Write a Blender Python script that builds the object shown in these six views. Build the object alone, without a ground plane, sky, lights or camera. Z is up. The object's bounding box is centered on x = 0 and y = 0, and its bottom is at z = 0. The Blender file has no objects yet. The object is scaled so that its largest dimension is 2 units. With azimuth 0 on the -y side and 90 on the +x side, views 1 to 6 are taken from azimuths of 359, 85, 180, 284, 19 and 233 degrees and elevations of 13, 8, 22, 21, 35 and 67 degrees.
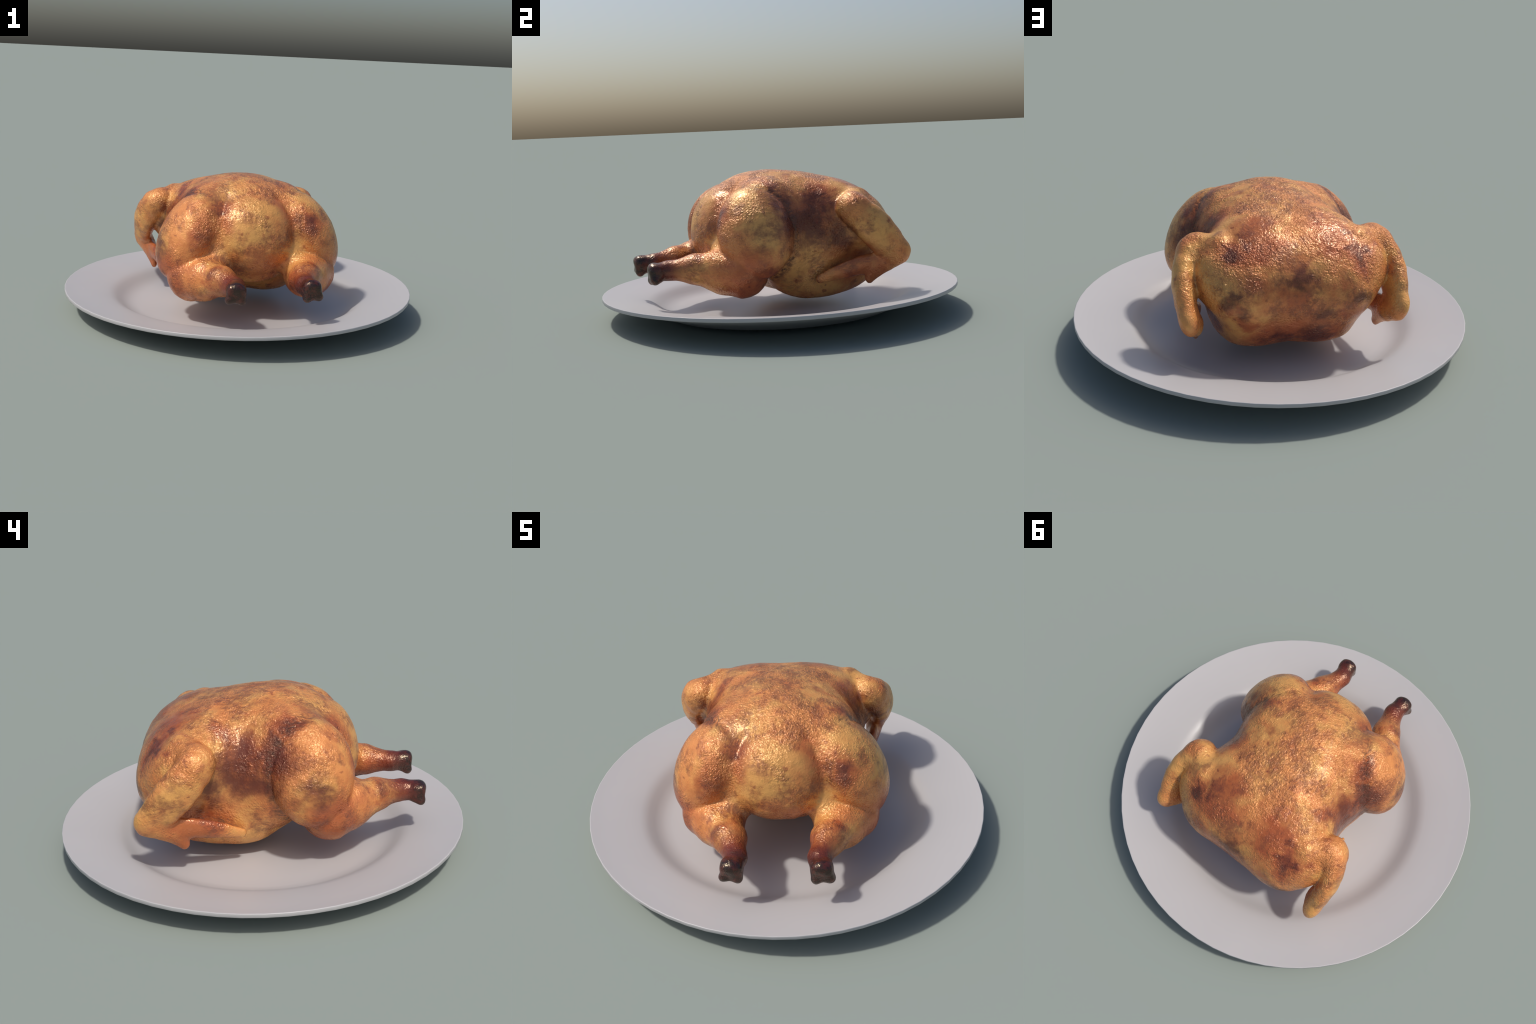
"""A roasted whole chicken hovering just over a white dinner plate.

The bird is described in its own frame: x = sideways (the bird is mirror
symmetric), y = from the tail (-) to the neck (+), z = up from the table.
It is blended from egg-shaped masses (torso) and tapered limbs (legs, wings)
with a smooth union; the joined skin is meshed once, then cut by region into
anatomical parts that share border vertices and normals.
"""
import bpy
import numpy as np
from mathutils import Matrix, noise, Vector
from math import sin, cos, pi, radians

# ------------------------------------------------------------------ frame
TILT_X, TILT_Y, YAW = 0.0172, 0.0085, radians(13.5)   # whole set leans a little
up = np.array([-TILT_X, -TILT_Y, 1.0]); up /= np.linalg.norm(up)
side = np.array([cos(YAW), sin(YAW), 0.0]); side -= up * (side @ up); side /= np.linalg.norm(side)
back = np.cross(up, side)
FRAME = Matrix(((side[0], back[0], up[0], 0), (side[1], back[1], up[1], 0),
                (side[2], back[2], up[2], 0), (0, 0, 0, 1)))

# ------------------------------------------------------- shapes of the bird
# egg masses: centre, radii, rotation about x, y, z, squareness (2 = round)
MASS = {
    'core':     ((0.0, 0.100, 0.509), (0.360, 0.489, 0.273), (-0.182, -0.020, 0.012), 2.2),
    'keel':     ((-0.009, 0.172, 0.303), (0.213, 0.343, 0.207), (-0.05, -0.017, 0.003), 2.0),
    'lobe':     ((0.193, 0.194, 0.330), (0.172, 0.334, 0.245), (0.103, -0.065, 0.03), 2.5),
    'shoulder': ((0.245, 0.369, 0.506), (0.188, 0.233, 0.146), (-0.656, 0.222, -0.264), 2.0),
    'armpit':   ((0.355, 0.368, 0.500), (0.110, 0.124, 0.130), (0, 0, 0), 2.0),
    'rump':     ((-0.005, -0.175, 0.513), (0.266, 0.282, 0.196), (0.304, 0.005, 0), 2.0),
    'tail':     ((-0.001, -0.355, 0.502), (0.202, 0.122, 0.190), (-0.23, 0, 0), 2.2),
    'vent':     ((0.0, -0.222, 0.374), (0.195, 0.146, 0.150), (0, 0, 0), 2.9),
    'thigh':    ((0.343, -0.240, 0.482), (0.145, 0.198, 0.252), (-0.007, -0.462, -0.268), 2.0),
    'flank':    ((0.260, -0.083, 0.458), (0.146, 0.168, 0.246), (-0.034, -0.128, 0), 2.0),
    'groin':    ((0.205, -0.368, 0.375), (0.072, 0.072, 0.085), (0, 0, 0), 2.0),
    'hip':      ((0.222, -0.142, 0.620), (0.110, 0.141, 0.113), (0, 0, 0), 2.0),
    'wing_pit': ((0.295, 0.180, 0.440), (0.086, 0.120, 0.130), (0, 0, 0), 2.0),
    'knuckle':  ((0.198, -0.752, 0.302), (0.049, 0.036, 0.049), (0, 0, 0), 3.5),
}
# limb joints: position and radius
JOINT = {
    'knee': (0.327, -0.320, 0.286, 0.143), 'shin': (0.286, -0.402, 0.290, 0.120),
    'calf': (0.226, -0.545, 0.308, 0.079), 'ankle': (0.186, -0.679, 0.309, 0.047), 'foot': (0.197, -0.745, 0.306, 0.044),
    'shoulder': (0.324, 0.344, 0.596, 0.091), 'elbow': (0.441, 0.272, 0.586, 0.068),
    'forearm': (0.497, 0.362, 0.488, 0.097), 'wrist': (0.495, 0.496, 0.334, 0.077),
    'hand': (0.470, 0.457, 0.294, 0.044), 'palm': (0.443, 0.287, 0.268, 0.049), 'finger': (0.391, 0.097, 0.211, 0.024),
    'thumb': (0.448, 0.359, 0.191, 0.023),
}
FLAT_ARM, FLAT_HAND = (1.55, 1.8), 1.8     # wings are flattened sideways
WING_FACE = (1.0, -0.13, -0.13)      # direction in which they are thin
# knuckle lobes at the end of the leg bone: position, radius
LOBES = [((0.238, -0.763, 0.267), 0.018), ((0.170, -0.766, 0.259), 0.019), ((0.193, -0.762, 0.330), 0.022)]
LEG_SWAY = 0.008                     # both shanks lean a little to the bird's right


def rotation(r):
    a, b, c = r
    rx = np.array([[1, 0, 0], [0, cos(a), -sin(a)], [0, sin(a), cos(a)]])
    ry = np.array([[cos(b), 0, sin(b)], [0, 1, 0], [-sin(b), 0, cos(b)]])
    rz = np.array([[cos(c), -sin(c), 0], [sin(c), cos(c), 0], [0, 0, 1]])
    return (rx @ ry @ rz).astype(np.float32)


def egg(p, name):
    centre, radii, rot, square = MASS[name]
    q = np.abs((p - np.float32(centre)) @ rotation(rot))
    r = np.float32(radii)
    w = q / r
    k0 = ((w ** square).sum(-1) + 1e-12) ** (1 / square)
    g = np.sqrt((((w / k0[..., None]) ** (square - 1) / r) ** 2).sum(-1)) + 1e-9
    return (k0 - 1) / g


def limb(p, start, end, flat=1.0):
    a, b = np.float32(start[:3]), np.float32(end[:3])
    d = b - a
    t = np.clip(((p - a) @ d) / (d @ d), 0, 1)
    q = p - a - t[..., None] * d
    r = start[3] + (end[3] - start[3]) * t
    if np.ndim(flat):
        flat = (flat[0] + (flat[1] - flat[0]) * t)[..., None]
    elif flat == 1.0:
        return np.sqrt((q * q).sum(-1)) - r
    u = d / np.linalg.norm(d)
    m = np.float32(WING_FACE)
    m = m - u * (u @ m)
    m /= np.linalg.norm(m)
    q = q + (flat - 1) * (q @ m)[..., None] * m
    l0 = np.sqrt((q * q).sum(-1))
    q = q + (flat - 1) * (q @ m)[..., None] * m
    return (l0 - r) * l0 / (np.sqrt((q * q).sum(-1)) + 1e-6)


def join(a, b, k):
    h = np.maximum(k - np.abs(a - b), 0) / k
    return np.minimum(a, b) - h * h * (k / 4)


def bent_limb(p, a, b, c, flat, pieces=5):
    """A limb bowed smoothly from a over b to c."""
    mid = 2 * b - (a + c) / 2
    pts = [(1 - t) ** 2 * a + 2 * t * (1 - t) * mid + t * t * c for t in np.linspace(0, 1, pieces + 1)]
    flats = np.linspace(*flat, pieces + 1) if np.ndim(flat) else [flat] * (pieces + 1)
    out = None
    for u, v, f, g in zip(pts, pts[1:], flats, flats[1:]):
        d = limb(p, u, v, (f, g))
        out = d if out is None else np.minimum(out, d)
    return out


def masses(p):
    """Distances to the torso, tail, leg, foot knuckle, wing and wing tip."""
    q = p.copy()
    q[..., 0] = np.abs(q[..., 0])
    J = {k: np.float32(v) for k, v in JOINT.items()}
    torso = join(egg(p, 'core'), egg(p, 'rump'), 0.12)
    torso = join(join(torso, egg(p, 'keel'), 0.12), egg(q, 'lobe'), 0.12)
    torso = join(torso, egg(q, 'shoulder'), 0.12)
    torso = join(join(torso, egg(q, 'flank'), 0.08), egg(q, 'armpit'), 0.06)
    torso = join(join(torso, egg(q, 'hip'), 0.08), egg(p, 'vent'), 0.08)
    torso = join(torso, egg(p, 'wing_pit'), 0.08)
    s = p.copy()
    s[..., 0] = np.abs(p[..., 0] - LEG_SWAY * np.clip((-p[..., 1] - 0.4) / 0.2, 0, 1))
    tail = egg(p, 'tail')
    shin = join(limb(s, J['knee'], J['shin']), limb(s, J['shin'], J['calf']), 0.025)
    shin = join(shin, limb(s, J['calf'], J['ankle']), 0.02)
    leg = join(join(egg(q, 'thigh'), shin, 0.008), egg(q, 'groin'), 0.05)
    foot = join(limb(s, J['ankle'], J['foot']), egg(s, 'knuckle'), 0.02)
    for c, r in LOBES:
        foot = join(foot, np.sqrt(((s - np.float32(c)) ** 2).sum(-1)) - r, 0.022)
    wing = bent_limb(q, J['elbow'], J['forearm'], J['wrist'], FLAT_ARM)
    upper = J['elbow'] + np.float32([0, 0, 0, -0.012])
    wing = join(wing, limb(q, J['shoulder'], upper), 0.075)
    tip = join(limb(q, J['wrist'], J['hand'], FLAT_HAND), bent_limb(q, J['hand'], J['palm'], J['finger'], FLAT_HAND), 0.03)
    tip = join(tip, limb(q, J['hand'], J['thumb'], 1.4), 0.05)
    return torso, tail, leg, foot, wing, tip


def ease(v, lo, hi):
    t = np.clip((v - lo) / (hi - lo), 0, 1)
    return t * t * (3 - 2 * t)


def bird(p):
    torso, tail, leg, foot, wing, tip = masses(p)
    d = join(torso, tail, 0.06)
    # the thigh lies against the flank in a sharp crease, but rolls softly into the tail end
    soft = 0.042 + 0.012 * ease(-p[..., 1], 0.22, 0.34) * ease(p[..., 2], 0.34, 0.44)
    d = join(d, join(leg, foot, 0.03), soft)
    return join(d, join(wing, tip, 0.02), 0.018)


# ----------------------------------------------------- mesh of the joined skin
def surface_nets(fn, lo, hi, h):
    n = [int(np.ceil((b - a) / h)) + 1 for a, b in zip(lo, hi)]
    ax = [np.float32(a + h * np.arange(k)) for a, k in zip(lo, n)]
    f = np.empty(n, np.float32)
    for i in range(0, n[0], 16):
        g = np.stack(np.meshgrid(ax[0][i:i + 16], ax[1], ax[2], indexing='ij'), -1)
        f[i:i + 16] = fn(g)
    s = f < 0
    corners = [(i, j, k) for i in (0, 1) for j in (0, 1) for k in (0, 1)]
    cut = lambda a, c: a[c[0]:n[0] - 1 + c[0], c[1]:n[1] - 1 + c[1], c[2]:n[2] - 1 + c[2]]
    cnt = sum(cut(s, c).astype(np.int8) for c in corners)
    cells = np.argwhere((cnt > 0) & (cnt < 8))
    index = -np.ones([k - 1 for k in n], np.int64)
    index[tuple(cells.T)] = np.arange(len(cells))
    acc = np.zeros((len(cells), 3)); num = np.zeros(len(cells))
    for c in corners:
        for a in range(3):
            if c[a]:
                continue
            e = list(c); e[a] = 1
            p0, p1 = cells + c, cells + e
            f0, f1 = f[tuple(p0.T)], f[tuple(p1.T)]
            m = (f0 < 0) != (f1 < 0)
            t = f0[m] / (f0[m] - f1[m])
            acc[m] += p0[m] + t[:, None] * (p1[m] - p0[m]); num[m] += 1
    v = np.float64(lo) + h * acc / num[:, None]
    faces = []
    for a in range(3):
        b, c = (a + 1) % 3, (a + 2) % 3
        sl0 = [slice(1, k - 1) for k in n]; sl0[a] = slice(0, n[a] - 1)
        sl1 = list(sl0); sl1[a] = slice(1, n[a])
        s0, s1 = s[tuple(sl0)], s[tuple(sl1)]
        e = np.argwhere(s0 != s1)
        flip = s1[tuple(e.T)]
        e = e + np.array([sl0[0].start, sl0[1].start, sl0[2].start])
        db = np.zeros(3, int); db[b] = 1
        dc = np.zeros(3, int); dc[c] = 1
        quad = np.stack([index[tuple((e - o).T)] for o in (db + dc, dc, 0 * db, db)], 1)
        quad[flip] = quad[flip][:, ::-1]
        faces.append(quad)
    return v, np.concatenate(faces)


def gradient(fn, v, e=1e-3):
    g = np.zeros_like(v)
    for a in range(3):
        d = np.zeros(3); d[a] = e
        g[:, a] = (fn(np.float32(v + d)) - fn(np.float32(v - d))) / (2 * e)
    return g


verts, quads = surface_nets(bird, (-0.66, -0.90, 0.02), (0.66, 0.70, 0.90), 0.0075)
for _ in range(2):
    g = gradient(bird, verts)
    verts -= 0.8 * g * (bird(np.float32(verts)) / np.maximum((g * g).sum(1), 0.3))[:, None]
normals = gradient(bird, verts)
normals /= np.linalg.norm(normals, axis=1)[:, None] + 1e-9

# narrow fold lines where thigh and wing lie against the body
t_, ta_, l_, f_, w_, wt_ = masses(np.float32(verts))
front = ease(verts[:, 1], -0.34, -0.20)
fold = 0.0065 * np.exp(-((t_ - l_) / 0.011) ** 2) * front + 0.0045 * np.exp(-((ta_ - l_) / 0.022) ** 2) * (1 - front)
fold *= np.exp(-(np.maximum(np.minimum(np.minimum(t_, ta_), l_), 0) / 0.03) ** 2)
verts -= normals * fold[:, None]

# dimples where the tail root meets the back, and the tucked fold above the knee
for (x, y, z), r, depth in [((0.130, -0.310, 0.710), 0.030, 0.008), ((0.300, -0.447, 0.415), 0.030, 0.003),
                            ((0.360, -0.435, 0.390), 0.028, 0.004), ((0.203, -0.792, 0.292), 0.022, 0.006)]:
    for sx in (x, -x):
        d2 = ((verts - (sx, y, z)) ** 2).sum(1)
        verts -= normals * (depth * np.exp(-d2 / r ** 2))[:, None]

# lumps and wrinkles of the roasted skin that are large enough to cast shade
lump = np.array([0.0020 * noise.noise(Vector(p) * 7.0) + 0.0018 * noise.noise(Vector(p) * 19.0 + Vector((5, 1, 3)))
                 + 0.0009 * noise.noise(Vector(p) * 46.0 + Vector((2, 7, 4))) for p in verts])
verts += normals * lump[:, None]

# ------------------------------------------------------------------ materials
def node_tools(mat):
    mat.use_nodes = True
    nt = mat.node_tree
    nt.nodes.clear()

    def put(kind, **kw):
        n = nt.nodes.new(kind)
        for k, v in kw.items():
            if k in n.inputs.keys():
                s = n.inputs[k]
                if isinstance(v, bpy.types.NodeSocket):
                    nt.links.new(v, s)
                else:
                    s.default_value = v
            else:
                setattr(n, k, v)
        return n

    def math(op, a, b=None, c=None, clamp=False):
        n = nt.nodes.new('ShaderNodeMath'); n.operation = op; n.use_clamp = clamp
        for i, v in enumerate((a, b, c)):
            if v is None:
                continue
            if isinstance(v, bpy.types.NodeSocket):
                nt.links.new(v, n.inputs[i])
            else:
                n.inputs[i].default_value = v
        return n.outputs[0]

    def vmath(op, a, b=None):
        n = nt.nodes.new('ShaderNodeVectorMath'); n.operation = op
        for i, v in enumerate((a, b)):
            if v is None:
                continue
            if isinstance(v, bpy.types.NodeSocket):
                nt.links.new(v, n.inputs[i])
            else:
                n.inputs[i].default_value = v
        return n.outputs['Value'] if op in ('LENGTH', 'DISTANCE', 'DOT_PRODUCT') else n.outputs[0]

    def step(v, lo, hi):
        n = nt.nodes.new('ShaderNodeMapRange'); n.interpolation_type = 'SMOOTHSTEP'
        nt.links.new(v, n.inputs[0])
        n.inputs[1].default_value, n.inputs[2].default_value = lo, hi
        return n.outputs[0]

    def mix(fac, a, b, mode='MIX'):
        n = nt.nodes.new('ShaderNodeMix'); n.data_type = 'RGBA'; n.blend_type = mode
        for i, v in ((0, fac), (6, a), (7, b)):
            if isinstance(v, bpy.types.NodeSocket):
                nt.links.new(v, n.inputs[i])
            elif i:
                n.inputs[i].default_value = (*v, 1)
            else:
                n.inputs[i].default_value = v
        return n.outputs[2]

    def grain(vec, scale, detail=4.0, rough=0.6, distort=0.0):
        n = put('ShaderNodeTexNoise', Vector=vec, Scale=scale, Detail=detail, Roughness=rough, Distortion=distort)
        return n.outputs['Fac']

    return nt, put, math, vmath, step, mix, grain


def rgb(r, g, b):
    return tuple(((c / 255 + 0.055) / 1.055) ** 2.4 if c > 10 else c / 3294 for c in (r, g, b))


def roasted_skin():
    mat = bpy.data.materials.new('roasted_skin')
    nt, put, math, vmath, step, mix, grain = node_tools(mat)
    pos = put('ShaderNodeTexCoord').outputs['Object']
    sym = vmath('ABSOLUTE', pos)                       # both sides alike
    # wobble so that patch borders are ragged
    wob = put('ShaderNodeTexNoise', Vector=pos, Scale=6.0, Detail=5.0, Roughness=0.62).outputs['Color']
    wob = vmath('SCALE', vmath('SUBTRACT', wob, (0.5, 0.5, 0.5)))
    wob.node.inputs['Scale'].default_value = 0.34
    symw = vmath('ADD', sym, wob)
    posw = vmath('ADD', pos, wob)

    def patch(centre, radius, soft=0.55, where=symw, squash=(1, 1, 1)):
        d = vmath('SUBTRACT', where, centre)
        d = vmath('MULTIPLY', d, tuple(1 / (radius * s) for s in squash))
        return math('SUBTRACT', 1.0, step(vmath('LENGTH', d), 1 - soft, 1 + soft))

    def union(masks):
        out = masks[0]
        for m in masks[1:]:
            out = math('MAXIMUM', out, m)
        return out

    streak = vmath('MULTIPLY', pos, (1.0, 0.42, 0.8))
    fine = grain(streak, 52, 6, 0.7, 0.8)
    mid = grain(pos, 11, 6, 0.68, 0.2)
    big = grain(pos, 4.2, 4, 0.6)
    # golden base, drifting between ochre and orange
    col = mix(step(big, 0.40, 0.60), rgb(230, 168, 96), rgb(224, 144, 83))
    col = mix(math('MULTIPLY', step(mid, 0.46, 0.70), 0.5), col, rgb(190, 98, 58))
    # reddish roast
    red = union([
        patch((0.20, -0.115, 0.755), 0.10), patch((0.16, 0.44, 0.67), 0.14), patch((0.30, 0.47, 0.59), 0.10),
        patch((0.36, 0.07, 0.56), 0.14), patch((0.31, 0.13, 0.66), 0.09), patch((0.29, -0.445, 0.43), 0.075),
        patch((0.37, -0.455, 0.37), 0.075), patch((0.15, -0.47, 0.43), 0.075), patch((0.0, -0.44, 0.34), 0.13),
        patch((0.08, 0.52, 0.22), 0.16), patch((0.15, 0.56, 0.47), 0.085), patch((0.0, 0.57, 0.44), 0.08), patch((0.26, 0.54, 0.34), 0.07), patch((0.44, 0.30, 0.27), 0.15), patch((0.38, -0.33, 0.17), 0.09),
        patch((0.302, -0.406, 0.592), 0.075, where=posw), patch((0.39, -0.37, 0.576), 0.035)])
    clean = union([patch((0.43, -0.26, 0.42), 0.22), patch((0.0, -0.45, 0.57), 0.18), patch((0.06, -0.14, 0.79), 0.09), patch((0.27, -0.53, 0.30), 0.10)])
    mottled = math('SUBTRACT', 1.0, clean)
    stain = math('MULTIPLY', step(grain(vmath('ADD', pos, (1.7, 3.2, 0.4)), 3.6, 5, 0.6), 0.54, 0.68), math('MULTIPLY_ADD', mottled, 0.45, 0.05))
    rear = patch((0.0, -0.45, 0.60), 0.15, 0.3, where=pos)
    red = math('MULTIPLY', math('MAXIMUM', red, stain), math('MULTIPLY_ADD', rear, -0.8, 1.0))
    col = mix(math('MULTIPLY', red, 0.80), col, rgb(168, 76, 48))
    # dark maroon patches on flanks, breast, wing gaps and knee folds
    dark = union([
        patch((0.36, 0.08, 0.53), 0.13), patch((0.33, 0.11, 0.64), 0.06), patch((0.29, -0.08, 0.705), 0.06), patch((0.21, -0.12, 0.75), 0.05),
        patch((0.41, 0.24, 0.42), 0.09), patch((0.21, -0.455, 0.40), 0.07), patch((0.29, -0.445, 0.42), 0.05),
        patch((0.0, 0.57, 0.53), 0.055, where=posw), patch((0.29, 0.57, 0.42), 0.05), patch((-0.09, 0.56, 0.32), 0.05, where=posw),
        patch((0.10, 0.52, 0.19), 0.08), patch((0.32, 0.47, 0.60), 0.05), patch((0.23, 0.42, 0.66), 0.04),
        patch((0.135, -0.31, 0.71), 0.028)])
    dark = math('MULTIPLY', dark, step(mid, 0.24, 0.54))
    col = mix(math('MULTIPLY', dark, 0.88), col, rgb(88, 38, 36))
    # brown mottling in fine strokes, gathered in cloudy patches
    cloud = grain(vmath('ADD', pos, (2.3, 0.7, 4.1)), 6.0, 5, 0.62)
    cloud = math('ADD', cloud, math('MULTIPLY', math('SUBTRACT', mid, 0.5), 0.6))
    where = union([patch((0.03, 0.16, 0.77), 0.19, 0.8), patch((0.13, -0.31, 0.71), 0.05, 0.8),
                   patch((0.1, 0.62, 0.42), 0.24, 0.8), patch((0.32, 0.12, 0.34), 0.18, 0.8)])
    cloud = math('SUBTRACT', math('ADD', cloud, math('MULTIPLY', where, 0.09)), math('MULTIPLY', clean, 0.09))
    strokes = math('MULTIPLY', step(cloud, 0.48, 0.68), step(fine, 0.34, 0.58))
    col = mix(math('MULTIPLY', strokes, 0.66), col, rgb(118, 66, 52))
    spots = step(grain(pos, 17, 3, 0.5), 0.67, 0.73)
    col = mix(math('MULTIPLY', spots, 0.6), col, rgb(132, 62, 46))
    # dark specks along the crease in front of the thigh
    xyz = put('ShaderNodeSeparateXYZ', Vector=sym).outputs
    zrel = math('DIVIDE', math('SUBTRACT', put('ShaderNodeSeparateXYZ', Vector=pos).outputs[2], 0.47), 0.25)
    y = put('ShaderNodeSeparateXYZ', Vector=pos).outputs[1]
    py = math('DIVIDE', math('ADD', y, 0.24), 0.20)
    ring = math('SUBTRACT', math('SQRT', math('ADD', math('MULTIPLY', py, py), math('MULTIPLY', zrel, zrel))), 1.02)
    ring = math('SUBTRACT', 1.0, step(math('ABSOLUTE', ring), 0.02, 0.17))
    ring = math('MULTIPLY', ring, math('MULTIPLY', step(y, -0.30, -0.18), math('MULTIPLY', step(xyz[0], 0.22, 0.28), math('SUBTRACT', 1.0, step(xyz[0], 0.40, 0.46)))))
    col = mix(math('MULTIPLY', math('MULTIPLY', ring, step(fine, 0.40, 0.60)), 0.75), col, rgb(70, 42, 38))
    # charred leg ends
    yw = math('ADD', y, math('MULTIPLY', math('SUBTRACT', mid, 0.5), 0.16))
    burnt = math('SUBTRACT', 1.0, step(yw, -0.70, -0.54))
    col = mix(math('MULTIPLY', burnt, 0.95), col, rgb(124, 46, 38))
    char = math('SUBTRACT', 1.0, step(yw, -0.77, -0.63))
    ashy = mix(step(grain(pos, 28, 4, 0.6), 0.42, 0.64), rgb(44, 27, 31), rgb(84, 38, 38))
    col = mix(char, col, ashy)

    # relief: wormy wrinkles on the back and shoulders, fine pimples in patches, taut elsewhere
    pebble = put('ShaderNodeTexVoronoi', Vector=vmath('ADD', pos, vmath('MULTIPLY', wob, (0.05, 0.05, 0.05))), Scale=120.0, feature='SMOOTH_F1').outputs['Distance']
    worm = grain(pos, 84, 3, 0.55, 1.2)
    patchy = step(grain(pos, 4.6, 5, 0.65), 0.42, 0.64)
    upper = step(put('ShaderNodeSeparateXYZ', Vector=pos).outputs[2], 0.30, 0.60)
    pimples = math('SUBTRACT', math('MULTIPLY', grain(pos, 95, 2, 0.5), 0.8), math('MULTIPLY', pebble, 0.5))
    height = math('ADD', math('MULTIPLY', pimples, math('MULTIPLY_ADD', math('MULTIPLY', patchy, math('MULTIPLY_ADD', mottled, 0.7, 0.3)), 0.65, 0.15)),
                  math('MULTIPLY', worm, math('MULTIPLY_ADD', math('MULTIPLY', math('MULTIPLY', patchy, upper), mottled), 0.9, 0.16)))
    b = put('ShaderNodeBump', Height=height, Strength=1.0, Distance=0.0086)
    rough = math('SUBTRACT', math('MULTIPLY_ADD', mid, 0.20, 0.24), math('MULTIPLY', math('MAXIMUM', math('MAXIMUM', red, patchy), char), 0.16))
    bsdf = put('ShaderNodeBsdfPrincipled', Roughness=rough, Normal=b.outputs[0])
    nt.links.new(col, bsdf.inputs['Base Color'])
    bsdf.inputs['Specular IOR Level'].default_value = 0.85
    bsdf.inputs['Specular Tint'].default_value = (1.0, 0.86, 0.62, 1)
    bsdf.inputs['Metallic'].default_value = 0.15
    out = put('ShaderNodeOutputMaterial')
    nt.links.new(bsdf.outputs[0], out.inputs[0])
    return mat


def glazed_porcelain():
    mat = bpy.data.materials.new('glazed_porcelain')
    nt, put, math, vmath, step, mix, grain = node_tools(mat)
    pos = put('ShaderNodeTexCoord').outputs['Object']
    col = mix(grain(pos, 3, 2), rgb(183, 180, 180), rgb(187, 184, 184))
    bsdf = put('ShaderNodeBsdfPrincipled', Roughness=0.35)
    nt.links.new(col, bsdf.inputs['Base Color'])
    bsdf.inputs['Specular IOR Level'].default_value = 0.4
    out = put('ShaderNodeOutputMaterial')
    nt.links.new(bsdf.outputs[0], out.inputs[0])
    return mat


SKIN, PORCELAIN = roasted_skin(), glazed_porcelain()

# -------------------------------------------------------------- build the bird
def empty(name, parent=None):
    o = bpy.data.objects.new(name, None)
    o.empty_display_size = 0.1
    bpy.context.collection.objects.link(o)
    o.parent = parent
    return o


whole = bpy.data.meshes.new('whole_skin')
whole.from_pydata(verts.tolist(), [], quads.tolist())
whole.update()
vertex_normals = np.empty(len(verts) * 3, np.float32)
whole.vertices.foreach_get('normal', vertex_normals)
vertex_normals = vertex_normals.reshape(-1, 3)
bpy.data.meshes.remove(whole)

centres = verts[quads].mean(1)
torso, tail, leg, foot, wing, tip = masses(np.float32(centres))
region = np.argmin(np.stack([torso, tail, leg, foot, wing, tip]), 0)
region[(region == 3) & (centres[:, 1] > -0.69)] = 2
right = centres[:, 0] > 0

bird_root = empty('roast_chicken')
bird_root.matrix_world = FRAME
bird_root['label'] = 'golden brown roasted whole chicken with charred leg ends'
bird_root['category'] = 'roast chicken'


def skin_part(name, mask, parent):
    faces = quads[mask]
    used, local = np.unique(faces, return_inverse=True)
    me = bpy.data.meshes.new(name)
    me.from_pydata(verts[used].tolist(), [], local.reshape(faces.shape).tolist())
    me.polygons.foreach_set('use_smooth', np.ones(len(faces), bool))
    me.materials.append(SKIN)
    me.normals_split_custom_set_from_vertices(vertex_normals[used].tolist())
    me.update()
    o = bpy.data.objects.new(name, me)
    bpy.context.collection.objects.link(o)
    o.parent = parent
    return o


skin_part('torso', region == 0, bird_root)
skin_part('tail', region == 1, bird_root)
for sel in (right, ~right):
    limb_obj = skin_part('leg', (region == 2) & sel, bird_root)
    skin_part('leg_bone', (region == 3) & sel, limb_obj)
    limb_obj = skin_part('wing', (region == 4) & sel, bird_root)
    skin_part('wing_tip', (region == 5) & sel, limb_obj)

# ------------------------------------------------------------------- the plate
# profile from the centre of the floor over the rim to the underside
PROFILE = [(0.0, 0.035), (0.30, 0.035), (0.52, 0.0352), (0.59, 0.0365), (0.625, 0.041), (0.655, 0.052), (0.680, 0.067),
           (0.705, 0.085), (0.730, 0.0985), (0.755, 0.1055), (0.80, 0.1145), (0.90, 0.1320), (0.99, 0.1448),
           (0.9945, 0.1458), (0.9975, 0.1462), (0.9995, 0.1452), (1.0, 0.143), (1.0, 0.1290), (0.9985, 0.1266), (0.994, 0.1258),
           (0.90, 0.100), (0.78, 0.064), (0.70, 0.038), (0.660, 0.022), (0.645, 0.0145), (0.635, 0.0127),
           (0.615, 0.0127), (0.605, 0.014), (0.59, 0.016), (0.30, 0.016), (0.0, 0.016)]
SEGMENTS = 64


def plate():
    vs, fs, sharp = [], [], []
    rings = []
    for r, z in PROFILE:
        if r == 0:
            rings.append([len(vs)]); vs.append((0, 0, z)); continue
        rings.append(list(range(len(vs), len(vs) + SEGMENTS)))
        vs += [(r * cos(2 * pi * i / SEGMENTS), r * sin(2 * pi * i / SEGMENTS), z) for i in range(SEGMENTS)]
    for a, b in zip(rings, rings[1:]):
        for i in range(SEGMENTS):
            j = (i + 1) % SEGMENTS
            if len(a) == 1:
                fs.append((a[0], b[i], b[j]))
            elif len(b) == 1:
                fs.append((a[j], a[i], b[0]))
            else:
                fs.append((a[i], b[i], b[j], a[j]))
    me = bpy.data.meshes.new('dinner_plate')
    me.from_pydata(vs, [], fs)
    me.update()
    for p in me.polygons:
        p.use_smooth = True
    me.materials.append(PORCELAIN)
    o = bpy.data.objects.new('dinner_plate', me)
    bpy.context.collection.objects.link(o)
    o.matrix_world = FRAME
    o['label'] = 'round white glazed plate with wide flat rim'
    o['category'] = 'plate'
    return o


plate()
